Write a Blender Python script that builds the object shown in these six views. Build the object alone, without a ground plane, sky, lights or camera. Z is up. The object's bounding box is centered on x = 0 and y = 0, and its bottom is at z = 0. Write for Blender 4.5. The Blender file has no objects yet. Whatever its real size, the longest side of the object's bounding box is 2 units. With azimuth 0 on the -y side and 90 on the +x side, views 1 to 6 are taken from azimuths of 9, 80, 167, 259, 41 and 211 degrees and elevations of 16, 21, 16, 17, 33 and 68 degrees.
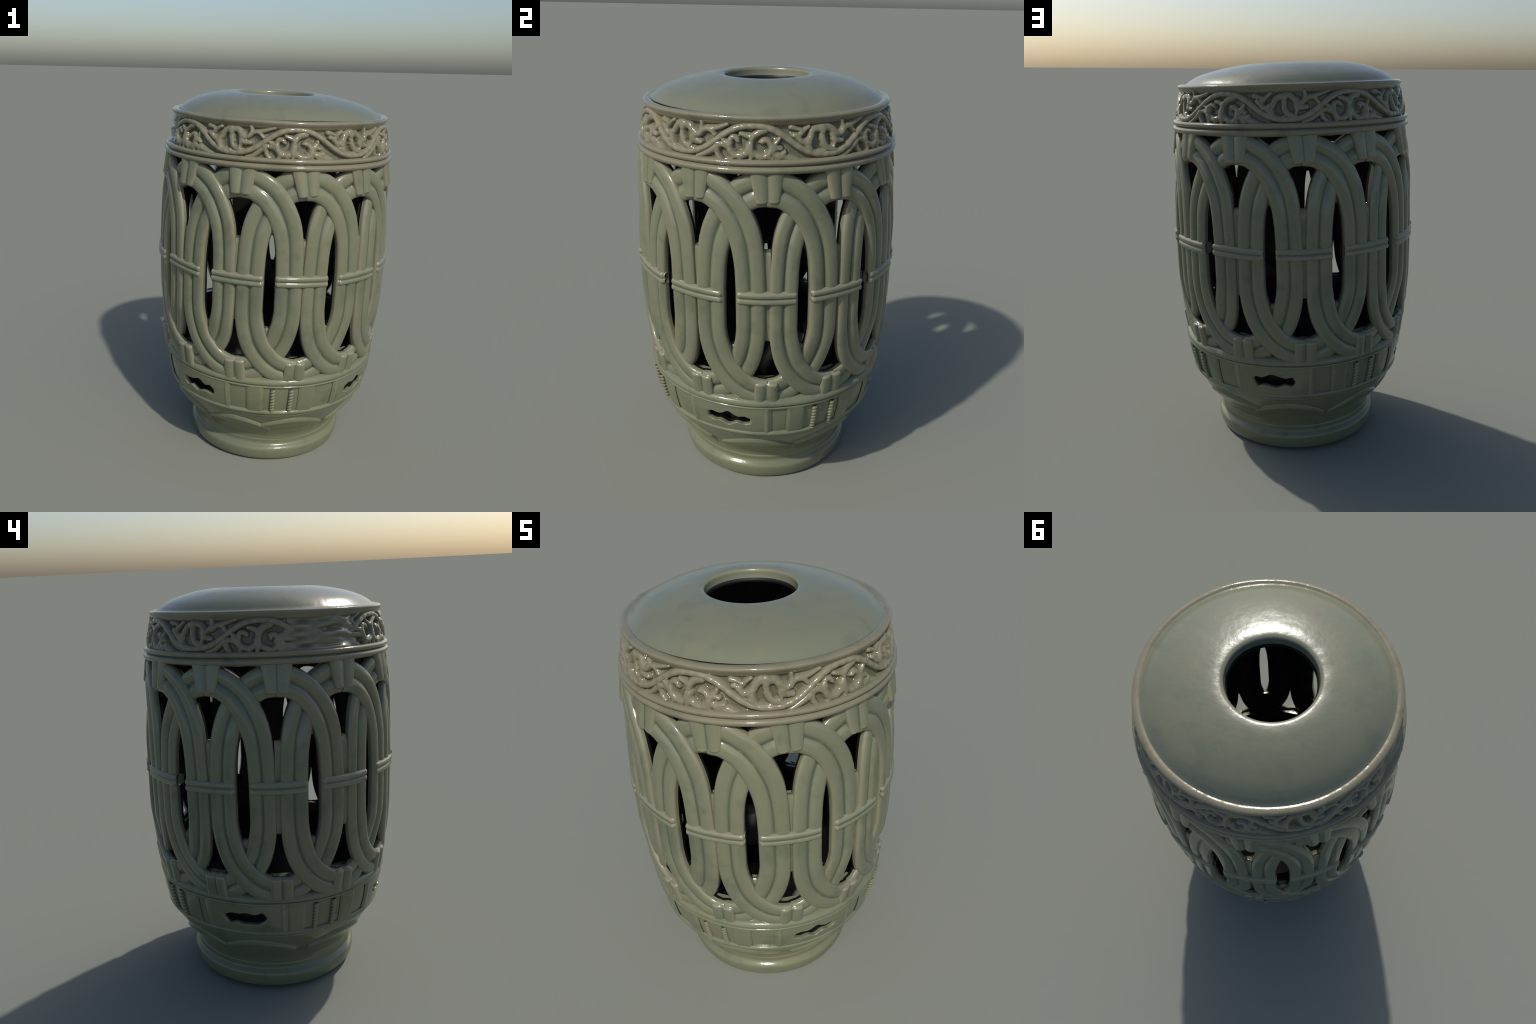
# Celadon-glazed openwork barrel garden stool, built part by part.
import bpy, math, random
import numpy as np

rng = np.random.RandomState(7)
TAU = 2 * math.pi
DEG = math.pi / 180.0

# ------------------------------------------------------------------ helpers
def lerp_profile(pts):
    p = np.array(sorted(pts), float)
    return lambda z: np.interp(z, p[:, 0], p[:, 1])

def smooth_curve(pts, n):
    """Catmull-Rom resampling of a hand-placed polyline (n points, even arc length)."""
    p = np.array(pts, float)
    q = np.vstack([2 * p[0] - p[1], p, 2 * p[-1] - p[-2]])
    out = []
    for i in range(1, len(q) - 2):
        t = np.linspace(0, 1, 24, endpoint=False)[:, None]
        a, b, c, d = q[i - 1], q[i], q[i + 1], q[i + 2]
        out.append(.5 * (2 * b + (c - a) * t + (2 * a - 5 * b + 4 * c - d) * t * t + (3 * b - a - 3 * c + d) * t ** 3))
    out = np.vstack(out + [p[-1:]])
    s = np.r_[0, np.cumsum(np.linalg.norm(np.diff(out, axis=0), axis=1))]
    u = np.linspace(0, s[-1], n)
    return np.stack([np.interp(u, s, out[:, k]) for k in range(out.shape[1])], 1)

_waves = [(rng.normal(size=3), rng.uniform(0, TAU)) for _ in range(24)]
def wobble(P, freq, amp):
    """Smooth hand-made unevenness: a sum of seeded waves."""
    v = np.zeros(len(P))
    for i, (k, ph) in enumerate(_waves):
        v += np.sin(P @ (k * freq * (0.6 + 0.05 * i)) + ph)
    return amp * v / 5.0

def smoothstep(a, b, x):
    t = np.clip((np.asarray(x, float) - a) / (b - a), 0, 1)
    return t * t * (3 - 2 * t)

def cyl(theta, z, r):
    """theta measured from -y towards +x."""
    return np.stack([r * np.sin(theta), -r * np.cos(theta), z + 0 * theta], -1)

ROOT = bpy.data.objects.new("garden_stool", None)
bpy.context.collection.objects.link(ROOT)
ROOT["label"] = "green celadon glazed ceramic barrel stool with interlaced openwork hoops"
ROOT["category"] = "garden stool"

def make(name, verts, faces, mats, midx=None, smooth=True, parent=None, kind=None, outward=lambda c: c * [0, 0, 1]):
    me = bpy.data.meshes.new(name)
    if name in LOW_PARTS:
        verts = np.asarray(verts, float) + LOW
    me.from_pydata(np.asarray(verts, float).tolist(), [], [list(map(int, f)) for f in faces])
    for m in mats:
        me.materials.append(m)
    if midx is not None:
        me.polygons.foreach_set("material_index", np.asarray(midx, np.int32))
    me.polygons.foreach_set("use_smooth", np.full(len(me.polygons), smooth))
    me.update()
    if outward is not None:
        nrm = np.empty(len(me.polygons) * 3)
        cen = np.empty(len(me.polygons) * 3)
        area = np.empty(len(me.polygons))
        me.polygons.foreach_get("normal", nrm)
        me.polygons.foreach_get("center", cen)
        me.polygons.foreach_get("area", area)
        nrm, cen = nrm.reshape(-1, 3), cen.reshape(-1, 3)
        ref = cen - outward(cen)
        if ((nrm * ref).sum(1) * area).sum() < 0:
            me.flip_normals()
    ob = bpy.data.objects.new(name, me)
    bpy.context.collection.objects.link(ob)
    ob.parent = parent or ROOT
    if kind:
        ob["kind"] = kind
    return ob

def grid_faces(nu, nv, close_u=False, close_v=False, flip=False):
    """verts indexed [i*nv + j]"""
    I = np.arange(nu if close_u else nu - 1)
    J = np.arange(nv if close_v else nv - 1)
    i, j = np.meshgrid(I, J, indexing="ij")
    i2, j2 = (i + 1) % nu, (j + 1) % nv
    f = np.stack([i * nv + j, i2 * nv + j, i2 * nv + j2, i * nv + j2], -1).reshape(-1, 4)
    return f[:, ::-1] if flip else f

LOW = np.array([.005, -.002, 0.0])            # the lower body sits a touch aside of the barrel axis
LOW_PARTS = {"sill_ring", "sill_bead", "slot_panel", "recessed_panel", "plaque", "post", "twisted_column", "base_moulding",
             "bowl", "petal", "foot", "basin_lining"}

def revolve(name, prof, mat, seg=360, sub=6, wob=0.0, wfreq=4.0, centre=None, smooth_prof=True):
    """prof: list of (r, z), going from top/outside downwards. centre(s)->(x,y) offset."""
    p = smooth_curve(prof, len(prof) * sub) if smooth_prof else np.array(prof, float)
    th = np.linspace(0, TAU, seg, endpoint=False)
    T, R = np.meshgrid(th, p[:, 0], indexing="ij")
    Z = np.broadcast_to(p[:, 1], T.shape)
    V = cyl(T, Z, R).reshape(-1, 3)
    if centre is not None:
        off = centre(np.linspace(0, 1, len(p)))
        V[:, :2] += np.broadcast_to(off[None], (seg, len(p), 2)).reshape(-1, 2)
    if wob:
        d = wobble(V, wfreq, wob)
        n = V * [1, 1, 0]
        n /= np.maximum(np.linalg.norm(n, axis=1, keepdims=True), 1e-6)
        V = V + n * d[:, None]
        V[:, 2] += wobble(V[:, [1, 2, 0]], wfreq, wob * .7)
    return make(name, V, grid_faces(seg, len(p), close_u=True, flip=True), [mat])

# ---------------------------------------------------------------- materials
def glaze(name, base, pool, edge, warm, rough=0.13, mottle=2.6, pits=True, streak=0.0, waist_pool=0.0):
    m = bpy.data.materials.new(name)
    m.use_nodes = True
    nt = m.node_tree
    N, L = nt.nodes, nt.links
    N.clear()
    def add(t, **kw):
        n = N.new(t)
        for k, v in kw.items():
            setattr(n, k, v)
        return n
    out = add("ShaderNodeOutputMaterial")
    bs = add("ShaderNodeBsdfPrincipled")
    L.new(bs.outputs[0], out.inputs[0])
    tc = add("ShaderNodeTexCoord")
    def noise(scale, detail=4, rough_=.55, stretch=None):
        n = add("ShaderNodeTexNoise")
        n.inputs["Scale"].default_value = scale
        n.inputs["Detail"].default_value = detail
        n.inputs["Roughness"].default_value = rough_
        if stretch:
            mp = add("ShaderNodeMapping")
            mp.inputs["Scale"].default_value = stretch
            L.new(tc.outputs["Object"], mp.inputs[0])
            L.new(mp.outputs[0], n.inputs["Vector"])
        else:
            L.new(tc.outputs["Object"], n.inputs["Vector"])
        return n
    def ramp(src, a, b):
        r = add("ShaderNodeMapRange", interpolation_type="SMOOTHSTEP")
        r.inputs["From Min"].default_value = a
        r.inputs["From Max"].default_value = b
        L.new(src, r.inputs["Value"])
        return r.outputs[0]
    def mix(fac, a, b, mode="MIX", f=None):
        x = add("ShaderNodeMix", data_type="RGBA", blend_type=mode)
        if fac is None:
            x.inputs[0].default_value = f
        elif f is not None:
            mm = add("ShaderNodeMath", operation="MULTIPLY")
            L.new(fac, mm.inputs[0])
            mm.inputs[1].default_value = f
            L.new(mm.outputs[0], x.inputs[0])
        else:
            L.new(fac, x.inputs[0])
        for s, v in ((6, a), (7, b)):
            if isinstance(v, tuple):
                x.inputs[s].default_value = (*v, 1)
            else:
                L.new(v, x.inputs[s])
        return x.outputs[2]
    big = noise(mottle, 3)
    c = mix(ramp(big.outputs[0], .40, .66), base, warm)
    mid = noise(9.0, 5, .6)
    c = mix(ramp(mid.outputs[0], .50, .75), c, pool, f=.45)
    if streak:
        st = noise(3.0, 5, .6, stretch=(1.0, 1.0, 9.0))
        c = mix(ramp(st.outputs[0], .45, .7), c, warm, f=streak)
    if waist_pool:
        # thick green runs of glaze gathered in patches below the waist ties
        sp = add("ShaderNodeSeparateXYZ")
        L.new(tc.outputs["Object"], sp.inputs[0])
        up, dn = ramp(sp.outputs[2], .84, 1.04), ramp(sp.outputs[2], 1.11, 1.09)
        pn = noise(5.0, 3, .6, stretch=(1.0, 1.0, .5))
        mA = add("ShaderNodeMath", operation="MULTIPLY")
        mB = add("ShaderNodeMath", operation="MULTIPLY")
        L.new(up, mA.inputs[0])
        L.new(dn, mA.inputs[1])
        L.new(mA.outputs[0], mB.inputs[0])
        L.new(ramp(pn.outputs[0], .42, .62), mB.inputs[1])
        c = mix(mB.outputs[0], c, pool, f=waist_pool)
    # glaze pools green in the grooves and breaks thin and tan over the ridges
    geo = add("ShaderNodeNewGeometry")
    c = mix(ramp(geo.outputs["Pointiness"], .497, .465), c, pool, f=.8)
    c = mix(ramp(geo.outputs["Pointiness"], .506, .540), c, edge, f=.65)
    if pits:
        vo = add("ShaderNodeTexVoronoi")
        vo.inputs["Scale"].default_value = 26
        L.new(tc.outputs["Object"], vo.inputs["Vector"])
        dots = ramp(vo.outputs["Distance"], .075, .035)
        gate = add("ShaderNodeMath", operation="GREATER_THAN")
        sep = add("ShaderNodeSeparateColor")
        L.new(vo.outputs["Color"], sep.inputs[0])
        L.new(sep.outputs[0], gate.inputs[0])
        gate.inputs[1].default_value = .80
        mu = add("ShaderNodeMath", operation="MULTIPLY")
        L.new(dots, mu.inputs[0])
        L.new(gate.outputs[0], mu.inputs[1])
        c = mix(mu.outputs[0], c, (.055, .06, .04), f=.6)
    L.new(c, bs.inputs["Base Color"])
    rn = noise(18, 3)
    rr = add("ShaderNodeMapRange")
    rr.inputs["To Min"].default_value = rough * .75
    rr.inputs["To Max"].default_value = rough * 1.35
    L.new(rn.outputs[0], rr.inputs["Value"])
    L.new(rr.outputs[0], bs.inputs["Roughness"])
    bs.inputs["IOR"].default_value = 1.5
    b1 = noise(38, 3)
    bp = add("ShaderNodeBump")
    bp.inputs["Strength"].default_value = .10
    bp.inputs["Distance"].default_value = .006
    b2 = noise(13, 2)
    bsum = add("ShaderNodeMath", operation="MULTIPLY_ADD")
    L.new(b2.outputs[0], bsum.inputs[0])
    bsum.inputs[1].default_value = 2.2
    L.new(b1.outputs[0], bsum.inputs[2])
    L.new(bsum.outputs[0], bp.inputs["Height"])
    L.new(bp.outputs[0], bs.inputs["Normal"])
    return m

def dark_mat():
    m = bpy.data.materials.new("near_black_inside")
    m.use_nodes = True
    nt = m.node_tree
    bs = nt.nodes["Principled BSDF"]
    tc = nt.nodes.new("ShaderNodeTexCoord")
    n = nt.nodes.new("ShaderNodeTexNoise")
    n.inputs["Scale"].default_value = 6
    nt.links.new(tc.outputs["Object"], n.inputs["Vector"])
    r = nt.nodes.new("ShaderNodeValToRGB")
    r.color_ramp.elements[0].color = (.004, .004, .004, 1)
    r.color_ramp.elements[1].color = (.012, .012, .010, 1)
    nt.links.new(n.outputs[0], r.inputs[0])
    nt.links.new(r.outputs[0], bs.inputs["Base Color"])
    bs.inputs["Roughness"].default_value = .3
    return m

BASE, POOL, EDGE, WARM = (.152, .163, .106), (.060, .086, .055), (.232, .217, .150), (.168, .168, .108)
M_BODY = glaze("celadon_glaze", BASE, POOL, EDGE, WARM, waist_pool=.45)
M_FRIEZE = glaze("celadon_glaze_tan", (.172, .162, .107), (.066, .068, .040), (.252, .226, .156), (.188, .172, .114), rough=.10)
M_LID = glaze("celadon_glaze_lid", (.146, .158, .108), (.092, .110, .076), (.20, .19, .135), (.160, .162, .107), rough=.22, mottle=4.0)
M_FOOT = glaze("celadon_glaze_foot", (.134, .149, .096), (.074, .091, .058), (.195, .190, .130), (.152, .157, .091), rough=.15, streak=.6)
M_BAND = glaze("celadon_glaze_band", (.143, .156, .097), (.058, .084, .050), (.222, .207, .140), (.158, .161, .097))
M_GROUND = glaze("celadon_glaze_dark_olive", (.100, .096, .056), (.066, .068, .038), (.19, .172, .115), (.116, .108, .064), rough=.10)  # frieze ground: a darker olive than the raised relief
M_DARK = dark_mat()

# ------------------------------------------------------- overall proportions
# crest radius of the openwork strands over height
barrel = lerp_profile([(.52, .589), (.56, .597), (.60, .604), (.66, .612), (.75, .622), (.90, .634), (1.02, .6365),
                       (1.12, .6365), (1.30, .632), (1.45, .6245), (1.55, .616), (1.62, .607), (1.70, .596)])
N_HOOP = 12
HOOP_AT = []
for k in range(N_HOOP):
    t = 21.3 + 30 * k
    HOOP_AT.append(t * DEG)

LEAN = (.0285, -.0185, 1.0)                  # direction of the stool's axis: it leans very slightly

# ------------------------------------------------------------ strand sweeping
def lobed_section(w_out, w_in, lobes=2, groove=.013, edge=.020, depth=.07, n=11, crest_flat=2.4, edge_flat=3.5, taper=.010):
    """Cross-section: rounded ribs side by side on a deep strip. Returns (lateral, outward), is_back flags."""
    pts = []
    bounds = np.linspace(-w_in, w_out, lobes + 1)
    if lobes == 2:
        bounds[1] = 0
    for l in range(lobes):
        a, b = bounds[l], bounds[l + 1]
        c, hw = (a + b) / 2, (b - a) / 2
        for x in np.linspace(-1, 1, n):
            if l > 0 and x == -1:
                continue
            first, last = (l == 0 and x < 0), (l == lobes - 1 and x > 0)
            d = edge if (first or last) else groove
            pts.append((c + hw * x, -d * abs(x) ** (edge_flat if (first or last) else crest_flat)))
    s1, s0 = bounds[-1], bounds[0]
    mid = (edge + depth) / 2
    side = [(s1 + .000, -mid + .004), (s1 - taper * .4, -mid - .002), (s1 - taper, -depth + .004), (s1 - taper - .006, -depth)]
    back = [(s0 + taper + .006, -depth), (s0 + taper, -depth + .004), (s0 + taper * .4, -mid - .002), (s0, -mid + .004)]
    sec = pts + side + back
    nfront = len(pts)
    # segment j joins point j to j+1
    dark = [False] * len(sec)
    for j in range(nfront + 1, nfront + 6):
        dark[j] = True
    return np.array(sec), dark

def sweep(name, path, sec_fn, closed, lift, mats, dark, theta0, caps=True, wob=.0016):
    """path (arc_angle_deg, z) on the barrel; sec_fn(t)->section; lift(t) radial offset."""
    P = np.array(path, float)
    n = len(P)
    rr = barrel(P[:, 1])
    X = np.stack([P[:, 0] * DEG * .62, P[:, 1]], 1)
    if closed:
        T = np.roll(X, -1, 0) - np.roll(X, 1, 0)
    else:
        T = np.gradient(X, axis=0)
    T /= np.linalg.norm(T, axis=1, keepdims=True)
    Nn = np.stack([T[:, 1], -T[:, 0]], 1)
    V = []
    for i in range(n):
        t = i / (n if closed else n - 1)
        s = sec_fn(t)
        q = X[i] + s[:, :1] * Nn[i]
        r = barrel(q[:, 1]) + s[:, 1] + lift[i]
        V.append(cyl(q[:, 0] / .62 + theta0, q[:, 1], r))
    m = len(V[0])
    V = np.vstack(V)
    V[:, 0] -= .002
    if wob:
        d = wobble(V, 9.0, wob)
        e = V * [1, 1, 0]
        e /= np.linalg.norm(e, axis=1, keepdims=True)
        V = V + e * d[:, None]
        V[:, 2] += wobble(V[:, [2, 0, 1]], 9.0, wob)
    F = [tuple(f) for f in grid_faces(n, m, close_u=closed, close_v=True)]
    mi = np.tile(np.array(dark, int), n if closed else n - 1)
    mi = list(mi)
    if not closed and caps:
        c0, c1 = V[:m].mean(0), V[-m:].mean(0)
        V = np.vstack([V, c0[None], c1[None]])
        for k in range(m):
            k2 = (k + 1) % m
            F += [(k2, k, n * m), ((n - 1) * m + k, (n - 1) * m + k2, n * m + 1)]
            mi += [0, 0]
    front = V[:n * m].reshape(n, m, 3)
    # faces are oriented by comparing them with the strip's own spine
    spine = front.mean(1)
    def near(c):
        d = ((c[:, None, :2] - spine[None, ::4, :2]) ** 2).sum(-1) + (c[:, None, 2] - spine[None, ::4, 2]) ** 2
        return spine[::4][d.argmin(1)]
    return make(name, V, F, mats, mi, outward=near)

# half of one hoop's centre line, top to bottom: (degrees from the hoop's middle, height)
HALF = [(0, 1.599), (6, 1.590), (11.8, 1.556), (15.2, 1.520), (18.2, 1.472), (21.4, 1.388), (23.0, 1.285), (23.65, 1.12),
        (23.5, .95), (22.1, .848), (19.7, .770), (15.4, .702), (10.2, .653), (5.2, .629), (0, .620)]
right = smooth_curve(HALF, 140)
NP = 140

def under_dip(path, top):
    """How far a strand ducks below its neighbour on the way to the top or bottom."""
    z = path[:, 1]
    if top:
        return -.013 * smoothstep(1.28, 1.48, z) + .007 * smoothstep(1.56, 1.61, z)
    return -.013 * (1 - smoothstep(.77, .96, z)) + .007 * (1 - smoothstep(.62, .67, z))

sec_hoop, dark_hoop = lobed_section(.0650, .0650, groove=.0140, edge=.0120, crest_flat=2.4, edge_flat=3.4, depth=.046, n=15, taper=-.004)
for k, th0 in enumerate(HOOP_AT):
    r = right.copy()
    l = right[::-1].copy()
    l[:, 0] *= -1
    # small hand-made differences between hoops
    j = rng.normal(size=6)
    r[:, 0] += .25 * j[0] * np.sin(math.pi * np.linspace(0, 1, NP)) + .12 * j[1]
    l[:, 0] += .25 * j[2] * np.sin(math.pi * np.linspace(0, 1, NP)) + .12 * j[1]
    r[:, 1] += .003 * j[3]
    l[:, 1] += .003 * j[3]
    lift_r = under_dip(r, False)            # right strand: over at the top, under at the bottom
    lift_l = under_dip(l, True)             # left strand: under at the top, over at the bottom
    path = np.vstack([r[:-1], l[:-1]])
    lift = np.r_[lift_r[:-1], lift_l[:-1]]
    # let the level change gently across the ties
    ker = np.ones(9) / 9
    lift = np.convolve(np.r_[lift[-8:], lift, lift[:8]], ker, "same")[8:-8]
    w = 1 + .03 * j[4]
    def strap(t, path=path, w=w):
        z = path[int(round(t * len(path))) % len(path), 1]
        g = .975 + .095 * smoothstep(1.25, 1.45, z) + .075 * (1 - smoothstep(.82, .98, z))
        return sec_hoop * [w * float(g), 1]
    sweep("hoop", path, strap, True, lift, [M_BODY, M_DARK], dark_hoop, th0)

def end_round(t, e=.10):
    """1 in the middle, falling to ~.75 at the very ends: softened ends."""
    x = np.clip(np.minimum(t, 1 - t) / e, 0, 1)
    return 1 - (1 - np.sqrt(1 - (1 - x) ** 2)) * .9

# waist ties: double rib round each pair of strands
sec_tie, dark_tie = lobed_section(.0305, .0305, groove=.007, edge=.013, depth=.046, n=9, taper=.004, edge_flat=2.6)
for k, th0 in enumerate(HOOP_AT):
    hw = 12.15 + rng.normal() * .25
    a = np.linspace(-hw, hw, 60)
    path = np.stack([a, 1.126 + 0 * a + rng.normal() * .002 + rng.normal() * .0002 * a], 1)
    tt = np.linspace(0, 1, 60)
    er = np.array([end_round(t, .05) for t in tt])
    lift = .006 - .018 * (1 - er)
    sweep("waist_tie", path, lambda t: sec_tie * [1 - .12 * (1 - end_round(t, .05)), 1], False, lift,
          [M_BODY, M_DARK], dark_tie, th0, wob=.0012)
    # recessed webs that join the strands: behind the tie, and in the crotches of each lens
    for ang, z0, z1, hw_ in ((0, .905, 1.335, .016), (15, 1.350, 1.470, .030), (15, .780, .872, .030)):
        zz = np.linspace(z0, z1, 40)
        web, wd = lobed_section(hw_, hw_, lobes=1, groove=-.004, edge=-.004, depth=.018, taper=.001, edge_flat=2.0)
        tt = np.linspace(0, 1, 40)
        dip = -.014 * np.array([1 - end_round(t, .25) for t in tt])
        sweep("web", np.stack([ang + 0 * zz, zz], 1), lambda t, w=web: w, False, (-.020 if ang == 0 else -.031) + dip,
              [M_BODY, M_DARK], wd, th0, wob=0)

# upper and lower clasps: pairs of short vertical ribs binding each hoop's crown and foot
def clasp(name, z0, z1, w0, w1, c0, c1, th0, out0, out1):
    n = 26
    z = np.linspace(z0, z1, n)
    tt = np.linspace(0, 1, n)
    path = np.stack([c0 + (c1 - c0) * tt, z], 1)
    s, d = lobed_section(1, 1, groove=.0095, edge=.0095, depth=.050, taper=.0, n=13, crest_flat=1.8, edge_flat=3.2)
    d = [False] * len(d)
    def fn(t):
        q = s.copy()
        w = w0 + (w1 - w0) * t
        q[:, 0] = np.sign(q[:, 0]) * np.minimum(np.abs(q[:, 0]), 1) * w
        return q
    er = np.array([end_round(t, .12) for t in tt])
    er[: n // 2] = 1
    lift = out0 + (out1 - out0) * tt - .030 * (1 - er)
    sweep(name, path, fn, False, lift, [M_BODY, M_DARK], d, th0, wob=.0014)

for k, th0 in enumerate(HOOP_AT):
    j = rng.normal(size=4)
    clasp("upper_clasp", 1.672, 1.538, .074, .048, .0 + .4 * j[0], .3 + .3 * j[1], th0, .007, .009)
    clasp("lower_clasp", .572, .690, .058, .054, .3 * j[2], .3 * j[3], th0, .006, .008)

# ---------------------------------------------------------------------- lid
HOLE = np.array([-.025, .006])
def lid_centre(s):
    w = 1 - smoothstep(.35, 1.0, s)
    return HOLE[None] * w[:, None]
revolve("lid", [(.1925, 1.946), (.1945, 1.955), (.196, 1.964), (.1975, 1.975), (.2005, 1.9805), (.206, 1.9835), (.220, 1.9855),
                (.250, 1.9850), (.290, 1.9805), (.340, 1.9725), (.390, 1.961), (.440, 1.946), (.480, 1.930), (.510, 1.9125), (.532, 1.896),
                (.541, 1.8905)], M_LID, seg=420, wob=.0009, wfreq=5, centre=lid_centre)
for v in bpy.data.objects["lid"].data.vertices:       # the crown round the hole dips a little to the front
    rr_ = math.hypot(v.co.x, v.co.y)
    v.co.z += (.008 * v.co.y - .004 * v.co.x) * float(1 - smoothstep(.28, .52, rr_))
revolve("lid_rim", [(.536, 1.888), (.545, 1.8905), (.556, 1.892), (.566, 1.8905), (.5735, 1.886), (.5755, 1.879), (.5725, 1.871),
                    (.5675, 1.863), (.5635, 1.856), (.557, 1.850), (.545, 1.846)], M_FRIEZE, seg=420, wob=.0014, wfreq=7)

# ------------------------------------------------------------------- frieze
frieze_r = lerp_profile([(1.70, .579), (1.72, .576), (1.76, .569), (1.80, .561), (1.84, .552), (1.87, .548)])
FZ0, FZ1 = 1.708, 1.864
STEM_PHASE = 15.5 * DEG
def stem_z(t):
    c = np.cos(6 * (t - STEM_PHASE))
    return 1.7925 + .058 * np.sign(c) * (1 - (1 - np.abs(c)) ** 1.25)

def worn(t):
    """1 where the relief is crisp; the stretch near azimuth 285 is smeared flat."""
    d = np.abs((np.degrees(t) - 284 + 180) % 360 - 180)
    return .20 + .80 * smoothstep(10, 22, d)

th = np.linspace(0, TAU, 900, endpoint=False)
zz = np.linspace(FZ0 - .01, FZ1 + .006, 60)
Tg, Zg = np.meshgrid(th, zz, indexing="ij")
flat = 1 - (worn(Tg) - .20) / .80
smear = np.zeros(Tg.shape)                            # horizontally dragged ridges where the relief is smeared
for i in range(14):
    smear += np.sin(Zg * rng.uniform(40, 190) + Tg * rng.uniform(-14, 14) + rng.uniform(0, TAU) + 1.2 * np.sin(Tg * rng.uniform(8, 22)))
Rg = frieze_r(Zg) + flat * (.012 + .0019 * smear) * smoothstep(FZ0 - .01, FZ0 + .02, Zg)
smeared = (np.repeat(flat[:, 0], 59) > .25).astype(int)
make("frieze_ground", cyl(Tg, Zg, Rg).reshape(-1, 3), grid_faces(900, 60, close_u=True), [M_GROUND, M_FRIEZE], smeared)

def relief(X, Y, strokes, eyes, plate, H=.028):
    """Rounded relief: strokes raised on a soft leaf mass, with round hollows."""
    acc = .12 * plate
    for pts, w0, w1, h in strokes:
        c = smooth_curve(pts, 70)
        hs = np.zeros(X.shape)
        for i in range(len(c)):
            w = 1.1 * (w0 + (w1 - w0) * i / (len(c) - 1))
            d2 = ((X - c[i, 0]) ** 2 + (Y - c[i, 1]) ** 2) / (w * w)
            hs = np.maximum(hs, h * np.clip(1 - d2, 0, 1) ** .62)
        acc = np.maximum(acc, hs) + .20 * np.minimum(acc, hs)
    acc = acc / (1 + (acc / 1.15) ** 4) ** .25
    for (x, y, r, dep) in eyes:
        d = np.hypot(X - x, Y - y) / r
        acc = acc - 1.7 * dep * np.clip(1 - d * d, 0, 1) ** .8
    return H * np.clip(acc, 0, 2)

def sketch(l, cx, k):
    """Sketch units -> metres on the unrolled band (the sketch's base and top lines bow)."""
    out = []
    for x, y in l:
        base = np.interp(x, [0, 300, 700, 1000, 1500, 1900, 2400], [570, 650, 725, 762, 803, 812, 805])
        top = np.interp(x, [0, 300, 700, 1000, 1500, 1900, 2400], [20, 75, 150, 178, 200, 200, 195])
        out.append(((x - cx) * k, -.080 + .151 * (base - y) / (base - top)))
    return out

# leaf under each crest of the stem: a trunk with a curl to either side and lobes along the bottom
def crest_leaf():
    q = lambda l: sketch(l, 1950, .000242)
    S = [(q([(2120, 300), (2000, 350), (1925, 430), (1905, 560), (1905, 680), (1895, 780)]), .019, .011, 1),
         (q([(1905, 420), (1830, 390), (1730, 350)]), .016, .011, 1),
         (q([(1900, 560), (1860, 650), (1770, 700), (1660, 690), (1580, 610), (1560, 510), (1610, 430), (1690, 440), (1710, 490)]), .017, .012, 1),
         (q([(1580, 520), (1510, 490), (1440, 440)]), .016, .010, .95),
         (q([(1570, 590), (1470, 550), (1340, 530)]), .018, .011, .95),
         (q([(1360, 540), (1250, 610), (1140, 680), (1010, 715)]), .017, .012, .95),
         (q([(1340, 590), (1370, 680), (1440, 765)]), .015, .012, .9),
         (q([(1600, 650), (1620, 720), (1590, 780)]), .016, .010, .9),
         (q([(1750, 700), (1760, 770)]), .014, .010, .85),
         (q([(1910, 560), (1950, 650), (2040, 710), (2150, 720), (2240, 660), (2260, 570), (2210, 490), (2130, 480), (2090, 530)]), .018, .013, 1),
         (q([(2250, 600), (2330, 560), (2400, 580)]), .017, .011, .95),
         (q([(2050, 720), (2060, 790)]), .015, .010, .85),
         (q([(2200, 700), (2260, 760), (2270, 800)]), .017, .011, .95),
         (q([(2260, 660), (2380, 680), (2470, 650)]), .018, .012, .95),
         (q([(2400, 700), (2520, 730), (2660, 775), (2760, 800)]), .019, .012, .95),
         (q([(2340, 700), (2400, 790)]), .016, .012, .9),
         (q([(2290, 520), (2340, 470), (2360, 420)]), .014, .010, .85)]
    E = [(*q([(1690, 545)])[0], .017, .45), (*q([(2050, 560)])[0], .018, .5)]
    return S, E

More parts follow.
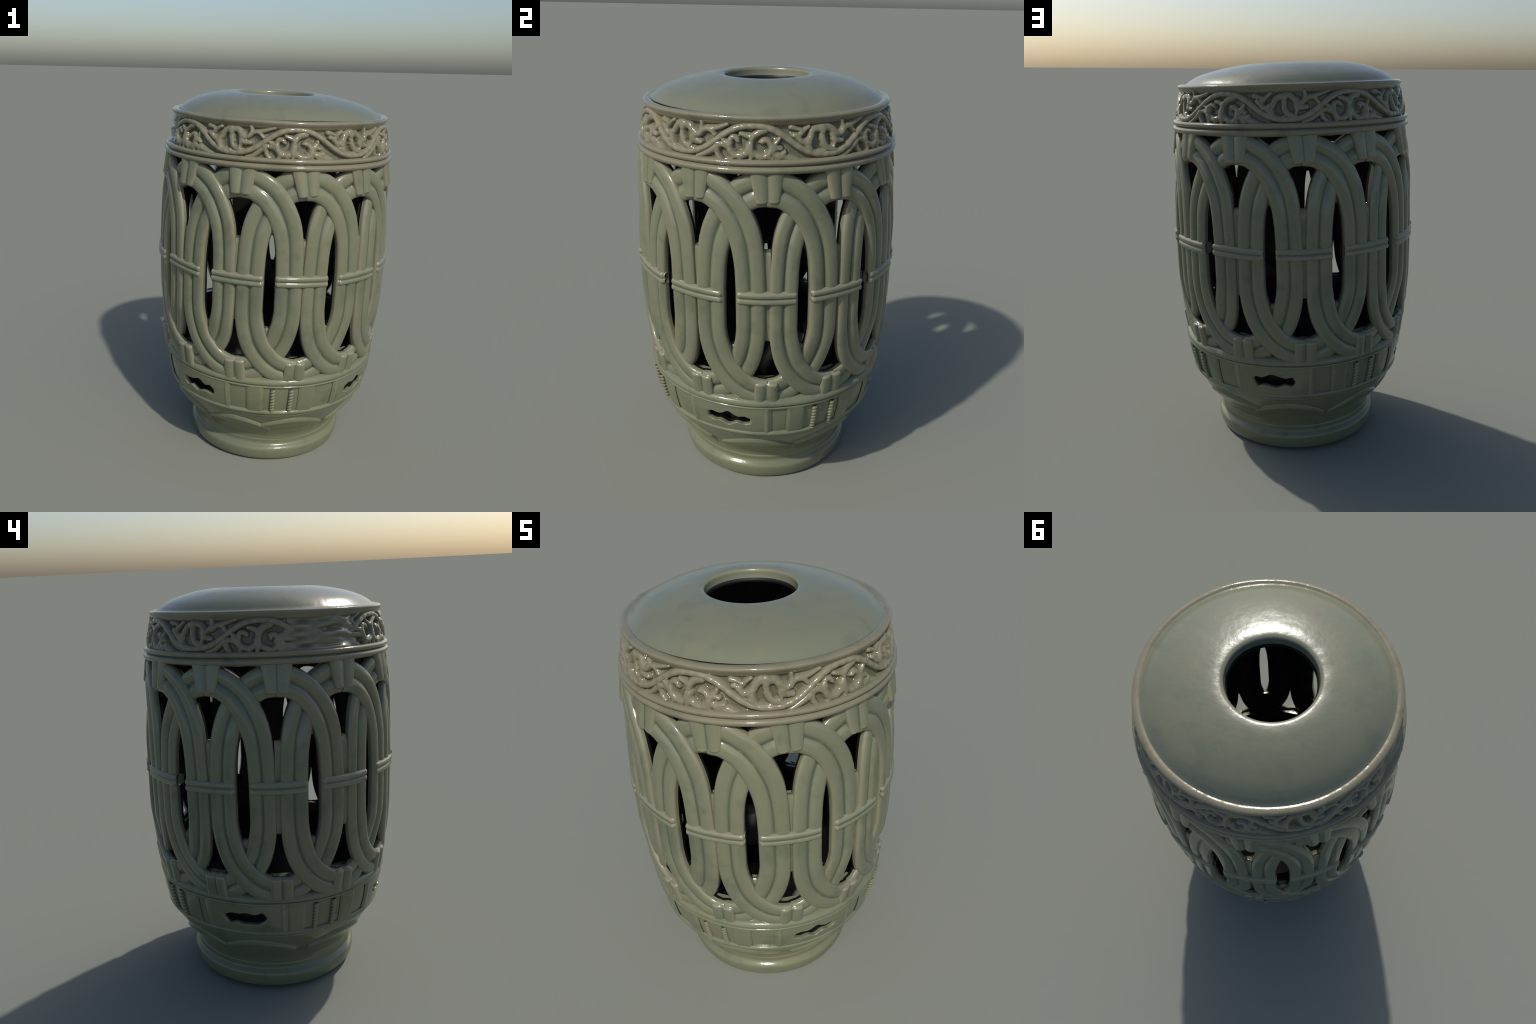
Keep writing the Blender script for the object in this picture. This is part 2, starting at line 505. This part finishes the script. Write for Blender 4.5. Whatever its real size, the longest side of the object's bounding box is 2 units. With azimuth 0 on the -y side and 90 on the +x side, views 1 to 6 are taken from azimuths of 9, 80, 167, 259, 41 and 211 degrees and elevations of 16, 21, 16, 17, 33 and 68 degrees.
# scroll above each trough: a pillar dividing two deep tear-shaped hollows under an arch, with leaves at the sides
def trough_scroll():
    q = lambda l: sketch(l, 760, .000285)
    S = [(q([(930, 640), (850, 590), (770, 530), (722, 430), (712, 330), (712, 240)]), .016, .015, 1),
         (q([(712, 235), (640, 225), (575, 265), (530, 345), (470, 380), (395, 355), (330, 270), (290, 245)]), .017, .012, 1),
         (q([(712, 240), (810, 240), (880, 300), (950, 375), (1025, 355), (1055, 270), (1040, 180)]), .017, .011, 1),
         (q([(500, 385), (505, 460), (560, 560), (650, 605), (720, 610)]), .018, .014, 1),
         (q([(505, 440), (500, 520)]), .016, .009, .95),
         (q([(900, 350), (910, 430), (960, 470), (1040, 480)]), .021, .012, .98),
         (q([(905, 440), (885, 530)]), .015, .009, .95),
         (q([(1030, 350), (1120, 290), (1190, 310), (1260, 380)]), .013, .011, .9),
         (q([(1120, 290), (1270, 265), (1430, 215)]), .014, .010, .9),
         (q([(340, 280), (430, 210), (500, 165)]), .014, .010, .9),
         (q([(250, 130), (330, 170), (380, 190)]), .015, .009, .85),
         (q([(390, 360), (430, 420), (480, 450)]), .013, .010, .8)]
    E = [(*q([(630, 360)])[0], .011, .5), (*q([(635, 450)])[0], .013, .5), (*q([(805, 400)])[0], .012, .5), (*q([(810, 470)])[0], .011, .5)]
    return S, E

def relief_piece(name, centre_t, maker, flip, seed):
    r2 = np.random.RandomState(seed)
    S, E = maker()
    S2 = []
    for pts, w0, w1, h in S:
        p = np.array(pts) + r2.normal(size=2) * .0022 + r2.normal(size=(len(pts), 2)) * .0016
        p[:, 0] *= -1 if flip else 1
        S2.append((p, w0 * (1 + .1 * r2.normal()), w1, h))
    E2 = [((-x if flip else x) + .002 * r2.normal(), y + .002 * r2.normal(), r * (1 + .08 * r2.normal()), d) for x, y, r, d in E]
    nx, ny = 300, 92
    x = np.linspace(-.250, .250, nx)
    y = np.linspace(-.078, .074, ny)
    X, Y = np.meshgrid(x, y, indexing="ij")
    t = centre_t + X / .567
    wr = worn(t)
    Xs = X * (.55 + .45 * wr) if wr.min() < .9 else X
    z = 1.789 + Y
    mass = np.zeros(X.shape)                          # leaf mass: the union of soft discs along the strokes
    for pts, w0, w1, _h in S2:
        for q in smooth_curve(pts, 14):
            d2 = ((Xs - q[0]) ** 2 + (Y - q[1]) ** 2) / .030 ** 2
            mass = np.maximum(mass, np.clip(1 - d2, 0, 1) ** .5)
    h = relief(Xs, Y, S2, E2, mass)
    for _ in range(2):                                # the thick glaze rounds everything off
        p = np.pad(h, 1, mode="edge")
        h = (p[1:-1, 1:-1] * 2 + p[:-2, 1:-1] + p[2:, 1:-1] + p[1:-1, :-2] + p[1:-1, 2:]) / 6
    h = h * wr
    r = frieze_r(z) + h - .0025
    V = cyl(t, z, r).reshape(-1, 3)
    F = grid_faces(nx, ny)
    hv = h.reshape(-1)
    F = F[(hv[F].max(1) > .0012)]
    used = np.unique(F)
    remap = np.full(len(V), -1)
    remap[used] = np.arange(len(used))
    make(name, V[used], remap[F], [M_FRIEZE])

for k in range(6):
    relief_piece("leaf", STEM_PHASE + k * 60 * DEG, crest_leaf, False, 100 + k)
    relief_piece("scroll", STEM_PHASE + (30 + k * 60) * DEG, trough_scroll, False, 200 + k)

# the running stem: a wavy rib with a finer rib beside it
def stem(name, off, w, hgt, z_off):
    n, m = 900, 13
    t = np.linspace(0, TAU, n, endpoint=False)
    zc = stem_z(t + off) + z_off
    X = np.stack([t * .567, zc], 1)
    T = np.stack([np.full(n, 2 * TAU / n * .567), np.roll(zc, -1) - np.roll(zc, 1)], 1)
    T /= np.linalg.norm(T, axis=1, keepdims=True)
    Nn = np.stack([-T[:, 1], T[:, 0]], 1)
    a = np.linspace(-1, 1, m)
    q = X[:, None] + a[None, :, None] * w * Nn[:, None]
    z = np.clip(q[..., 1], FZ0 + .002, FZ1 - .002)
    tw = 1 + .03 * np.sin(t * 97)[:, None]
    r = frieze_r(z) - .004 + (hgt + .004) * (1 - np.abs(a) ** 2.6)[None] ** .6 * worn(t)[:, None] * tw
    make(name, cyl(q[..., 0] / .567, z, r).reshape(-1, 3), grid_faces(n, m, close_u=True), [M_FRIEZE])
stem("vine_stem", 0.0, .0165, .025, 0)

# ---------------------------------------------------------- moulding rings
revolve("moulding_ring", [(.560, 1.722), (.585, 1.7225), (.600, 1.7205), (.608, 1.7155), (.6105, 1.709), (.6085, 1.702), (.603, 1.697),
                          (.595, 1.694)], M_FRIEZE, wob=.0012, wfreq=6)
revolve("moulding_ring", [(.596, 1.6965), (.604, 1.692), (.611, 1.686), (.6135, 1.679), (.6115, 1.671), (.605, 1.665), (.595, 1.661),
                          (.575, 1.659), (.560, 1.659)], M_FRIEZE, wob=.0012, wfreq=6)
revolve("sill_ring", [(.562, .596), (.570, .599), (.580, .596), (.595, .588), (.6035, .578), (.606, .568), (.604, .560), (.598, .5545),
                      (.592, .553)], M_BAND, wob=.0012, wfreq=6)
revolve("sill_bead", [(.592, .5545), (.5985, .553), (.602, .549), (.6015, .544), (.597, .540), (.585, .537)], M_BAND, wob=.001, wfreq=6)

# --------------------------------------------------- panelled band with slots
band_r = lerp_profile([(.36, .556), (.385, .565), (.42, .5755), (.46, .585), (.50, .592), (.545, .596)])
COLS = [15.0, 108.5, 202.5, 282.0]          # pairs of twisted colonnettes
SLOTS = [328.5, 63.5, 156.5, 244.0]         # cloud-shaped openings
BZ0, BZ1 = .375, .546
SLOT_HALF = 17.0
SLOT_Z = .467

def cloud(t):
    """Lobed outline: wide middle lobe, a smaller lobe at each end (metres)."""
    x = .113 * np.cos(t)
    base = .025 + .014 * np.exp(-(x / .036) ** 2) + .008 * np.exp(-((np.abs(x) - .088) / .020) ** 2)
    y = base * np.sign(np.sin(t)) * np.sqrt(np.clip(1 - (np.abs(x) / .113) ** 7, 0, 1))
    return x, y

def slot_panel(c, seed):
    r2 = np.random.RandomState(seed)
    n = 200
    t = np.linspace(0, TAU, n, endpoint=False) + .002
    ox, oy = cloud(t)
    ox = ox + .003 * np.sin(3 * t + r2.uniform(0, 6))
    oy = oy + .004 * np.sin(5 * t + r2.uniform(0, 6)) + .003 * np.sin(2 * t + r2.uniform(0, 6)) + .0025 * np.sin(9 * t + r2.uniform(0, 6))
    hx, y0, y1 = SLOT_HALF * DEG * .57, BZ0 - SLOT_Z, BZ1 - SLOT_Z
    # rectangle reached along the same direction
    dx, dy = np.cos(t), np.sin(t) * .75
    k = np.minimum(hx / np.maximum(np.abs(dx), 1e-6), np.where(dy > 0, y1, -y0) / np.maximum(np.abs(dy), 1e-6))
    rx, ry = dx * k, dy * k
    loops = []
    for s in np.linspace(0, 1, 16):                 # panel face, rectangle -> lip
        e = s ** .8
        x, y = rx + (ox - rx) * e, ry + (oy - ry) * e
        loops.append((x, y, .004 * np.ones(n)))
    for a in np.linspace(.2, 1, 6):                 # rounded lip
        g = 1 - .006 / .05 * np.sin(a * math.pi / 2)
        loops.append((ox * g, oy * g, .004 - .012 * (1 - np.cos(a * math.pi / 2))))
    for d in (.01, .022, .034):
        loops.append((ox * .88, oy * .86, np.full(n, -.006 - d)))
    V = [cyl(c * DEG + x / .57, SLOT_Z + y, band_r(SLOT_Z + y) + h) for x, y, h in loops]
    m = len(V)
    F = grid_faces(m, n, close_v=True)
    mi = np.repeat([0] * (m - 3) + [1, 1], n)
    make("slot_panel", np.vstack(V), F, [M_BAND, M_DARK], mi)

for i, c in enumerate(SLOTS):
    slot_panel(c, 40 + i)

def wall_piece(name, a0, a1, r_off, z0=BZ0, z1=BZ1, round_e=.006, n=None, arch=False):
    """A slab on the band between two azimuths with softened side edges."""
    n = n or max(8, int((a1 - a0) * 2))
    s = np.linspace(-1, 1, n)
    a = (a0 + a1) / 2 + (a1 - a0) / 2 * s
    hw = (a1 - a0) / 2 * DEG * .57
    dist = (1 - np.abs(s)) * hw
    drop = r_off * smoothstep(0, min(round_e, hw), dist) if r_off > 0 else r_off + 0 * s
    zz = np.linspace(z0, z1, 16)
    A, Z = np.meshgrid(a * DEG, zz, indexing="ij")
    make(name, cyl(A, Z, band_r(Z) + drop[:, None]).reshape(-1, 3), grid_faces(n, 16), [M_BAND])

for i, c in enumerate(COLS):
    prev_slot = max((s for s in [x - 360 for x in SLOTS] + SLOTS if s < c))
    next_slot = min((s for s in SLOTS + [x + 360 for x in SLOTS] if s > c))
    wall_piece("recessed_panel", prev_slot + SLOT_HALF - .3, next_slot - SLOT_HALF + .3, -.0035)
    wall_piece("plaque", c - 18, c - 9.2, .006, round_e=.014)
    wall_piece("plaque", c + 8.6, c + 17.5, .006, round_e=.014)
    for e in (prev_slot + SLOT_HALF + 1.0, next_slot - SLOT_HALF - 1.0):
        wall_piece("post", e - 2.2, e + 2.2, .007, round_e=.02)
    for sgn in (-4.6, 4.6):                          # twisted colonnettes
        n, m = 90, 16
        z = np.linspace(.392, .535, n)
        ph = np.linspace(0, TAU, m, endpoint=False)
        Z, PH = np.meshgrid(z, ph, indexing="ij")
        rad = .0112 + .0020 * np.sin(PH + (Z - .39) * TAU / .019)
        x, d = rad * np.cos(PH), rad * np.sin(PH)
        ac = (c + sgn) * DEG
        make("twisted_column", cyl(ac + x / .57, Z, band_r(Z) + d + .001).reshape(-1, 3), grid_faces(n, m, close_v=True, flip=False), [M_BAND])

revolve("base_moulding", [(.563, .397), (.570, .394), (.5745, .387), (.574, .379), (.569, .373), (.563, .369), (.560, .364), (.559, .359),
                          (.555, .352), (.548, .345), (.535, .337)], M_BAND, wob=.001, wfreq=6)

# --------------------------------------------------- underside bowl and petals
bowl = lerp_profile([(.110, .420), (.130, .4205), (.150, .4245), (.18, .436), (.22, .460), (.26, .492), (.30, .520), (.33, .540), (.36, .557)])
zz = np.linspace(.112, .352, 50)
Tg, Zg = np.meshgrid(np.linspace(0, TAU, 360, endpoint=False), zz, indexing="ij")
make("bowl", cyl(Tg, Zg, bowl(Zg)).reshape(-1, 3), grid_faces(360, 50, close_u=True), [M_FOOT])

for k in range(8):                                    # upright lotus petals in low relief round the bowl
    c = (27 + 45 * k + rng.normal() * 2.5) * DEG
    half, top, dep = (23.5 + rng.normal()) * DEG, .330 + .004 * rng.normal(), .085 + .012 * rng.normal()
    nx, nz = 70, 40
    U, Vv = np.meshgrid(np.linspace(-1, 1, nx), np.linspace(0, 1, nz), indexing="ij")
    z_top = top - dep * np.abs(U) ** 1.7
    Z = .160 + (z_top - .160) * np.minimum(Vv / .93, 1) + .004 * np.clip((Vv - .93) / .07, 0, 1)
    h = .015 * np.clip(Vv / .8, 0, 1) ** 1.3 * (1 - .25 * np.abs(U) ** 3) + .002
    h = np.where(Vv > .78, h + (-.004 - h) * smoothstep(.78, 1.0, Vv), h)
    h = h + (-.004 - h) * smoothstep(.955, 1.0, np.abs(U)) + (-.004 - h) * smoothstep(.10, .0, Vv)
    make("petal", cyl(c + U * half, Z, bowl(Z) + h).reshape(-1, 3), grid_faces(nx, nz, flip=True), [M_FOOT])

# --------------------------------------------------------------------- foot
revolve("foot", [(.400, .150), (.412, .143), (.4195, .138), (.4235, .131), (.4230, .123), (.4215, .115), (.4225, .106), (.4275, .098),
                 (.436, .090), (.4425, .082), (.445, .070), (.4435, .052), (.440, .034), (.433, .016), (.420, .006), (.400, .002),
                 (.340, .004), (.330, .03), (.330, .12)], M_FOOT, wob=.0016, wfreq=6)
foot = bpy.data.objects["foot"]
for v in foot.data.vertices:                          # the standing edge is ground level
    v.co.z = max(v.co.z, LEAN[0] * v.co.x + LEAN[1] * v.co.y)

# ----------------------------------------------------------- inner surfaces
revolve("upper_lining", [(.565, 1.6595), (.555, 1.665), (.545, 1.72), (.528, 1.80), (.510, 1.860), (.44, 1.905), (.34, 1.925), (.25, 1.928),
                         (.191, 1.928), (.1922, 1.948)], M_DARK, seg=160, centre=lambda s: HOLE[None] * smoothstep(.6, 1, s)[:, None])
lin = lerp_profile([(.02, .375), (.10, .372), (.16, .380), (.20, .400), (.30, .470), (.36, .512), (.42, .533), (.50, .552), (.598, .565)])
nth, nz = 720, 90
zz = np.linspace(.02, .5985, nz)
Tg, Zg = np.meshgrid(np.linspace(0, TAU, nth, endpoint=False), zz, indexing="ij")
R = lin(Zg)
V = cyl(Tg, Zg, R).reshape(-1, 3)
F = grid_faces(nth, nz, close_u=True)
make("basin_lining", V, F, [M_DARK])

# ------------------------------------------- the whole stool leans very slightly
from mathutils import Matrix, Vector
ax = Vector(LEAN).normalized()
xx = Vector((0, 1, 0)).cross(ax).normalized()
yy = ax.cross(xx)
ROOT.matrix_world = Matrix(((xx.x, yy.x, ax.x, -.0295), (xx.y, yy.y, ax.y, .0200), (xx.z, yy.z, ax.z, .005), (0, 0, 0, 1)))
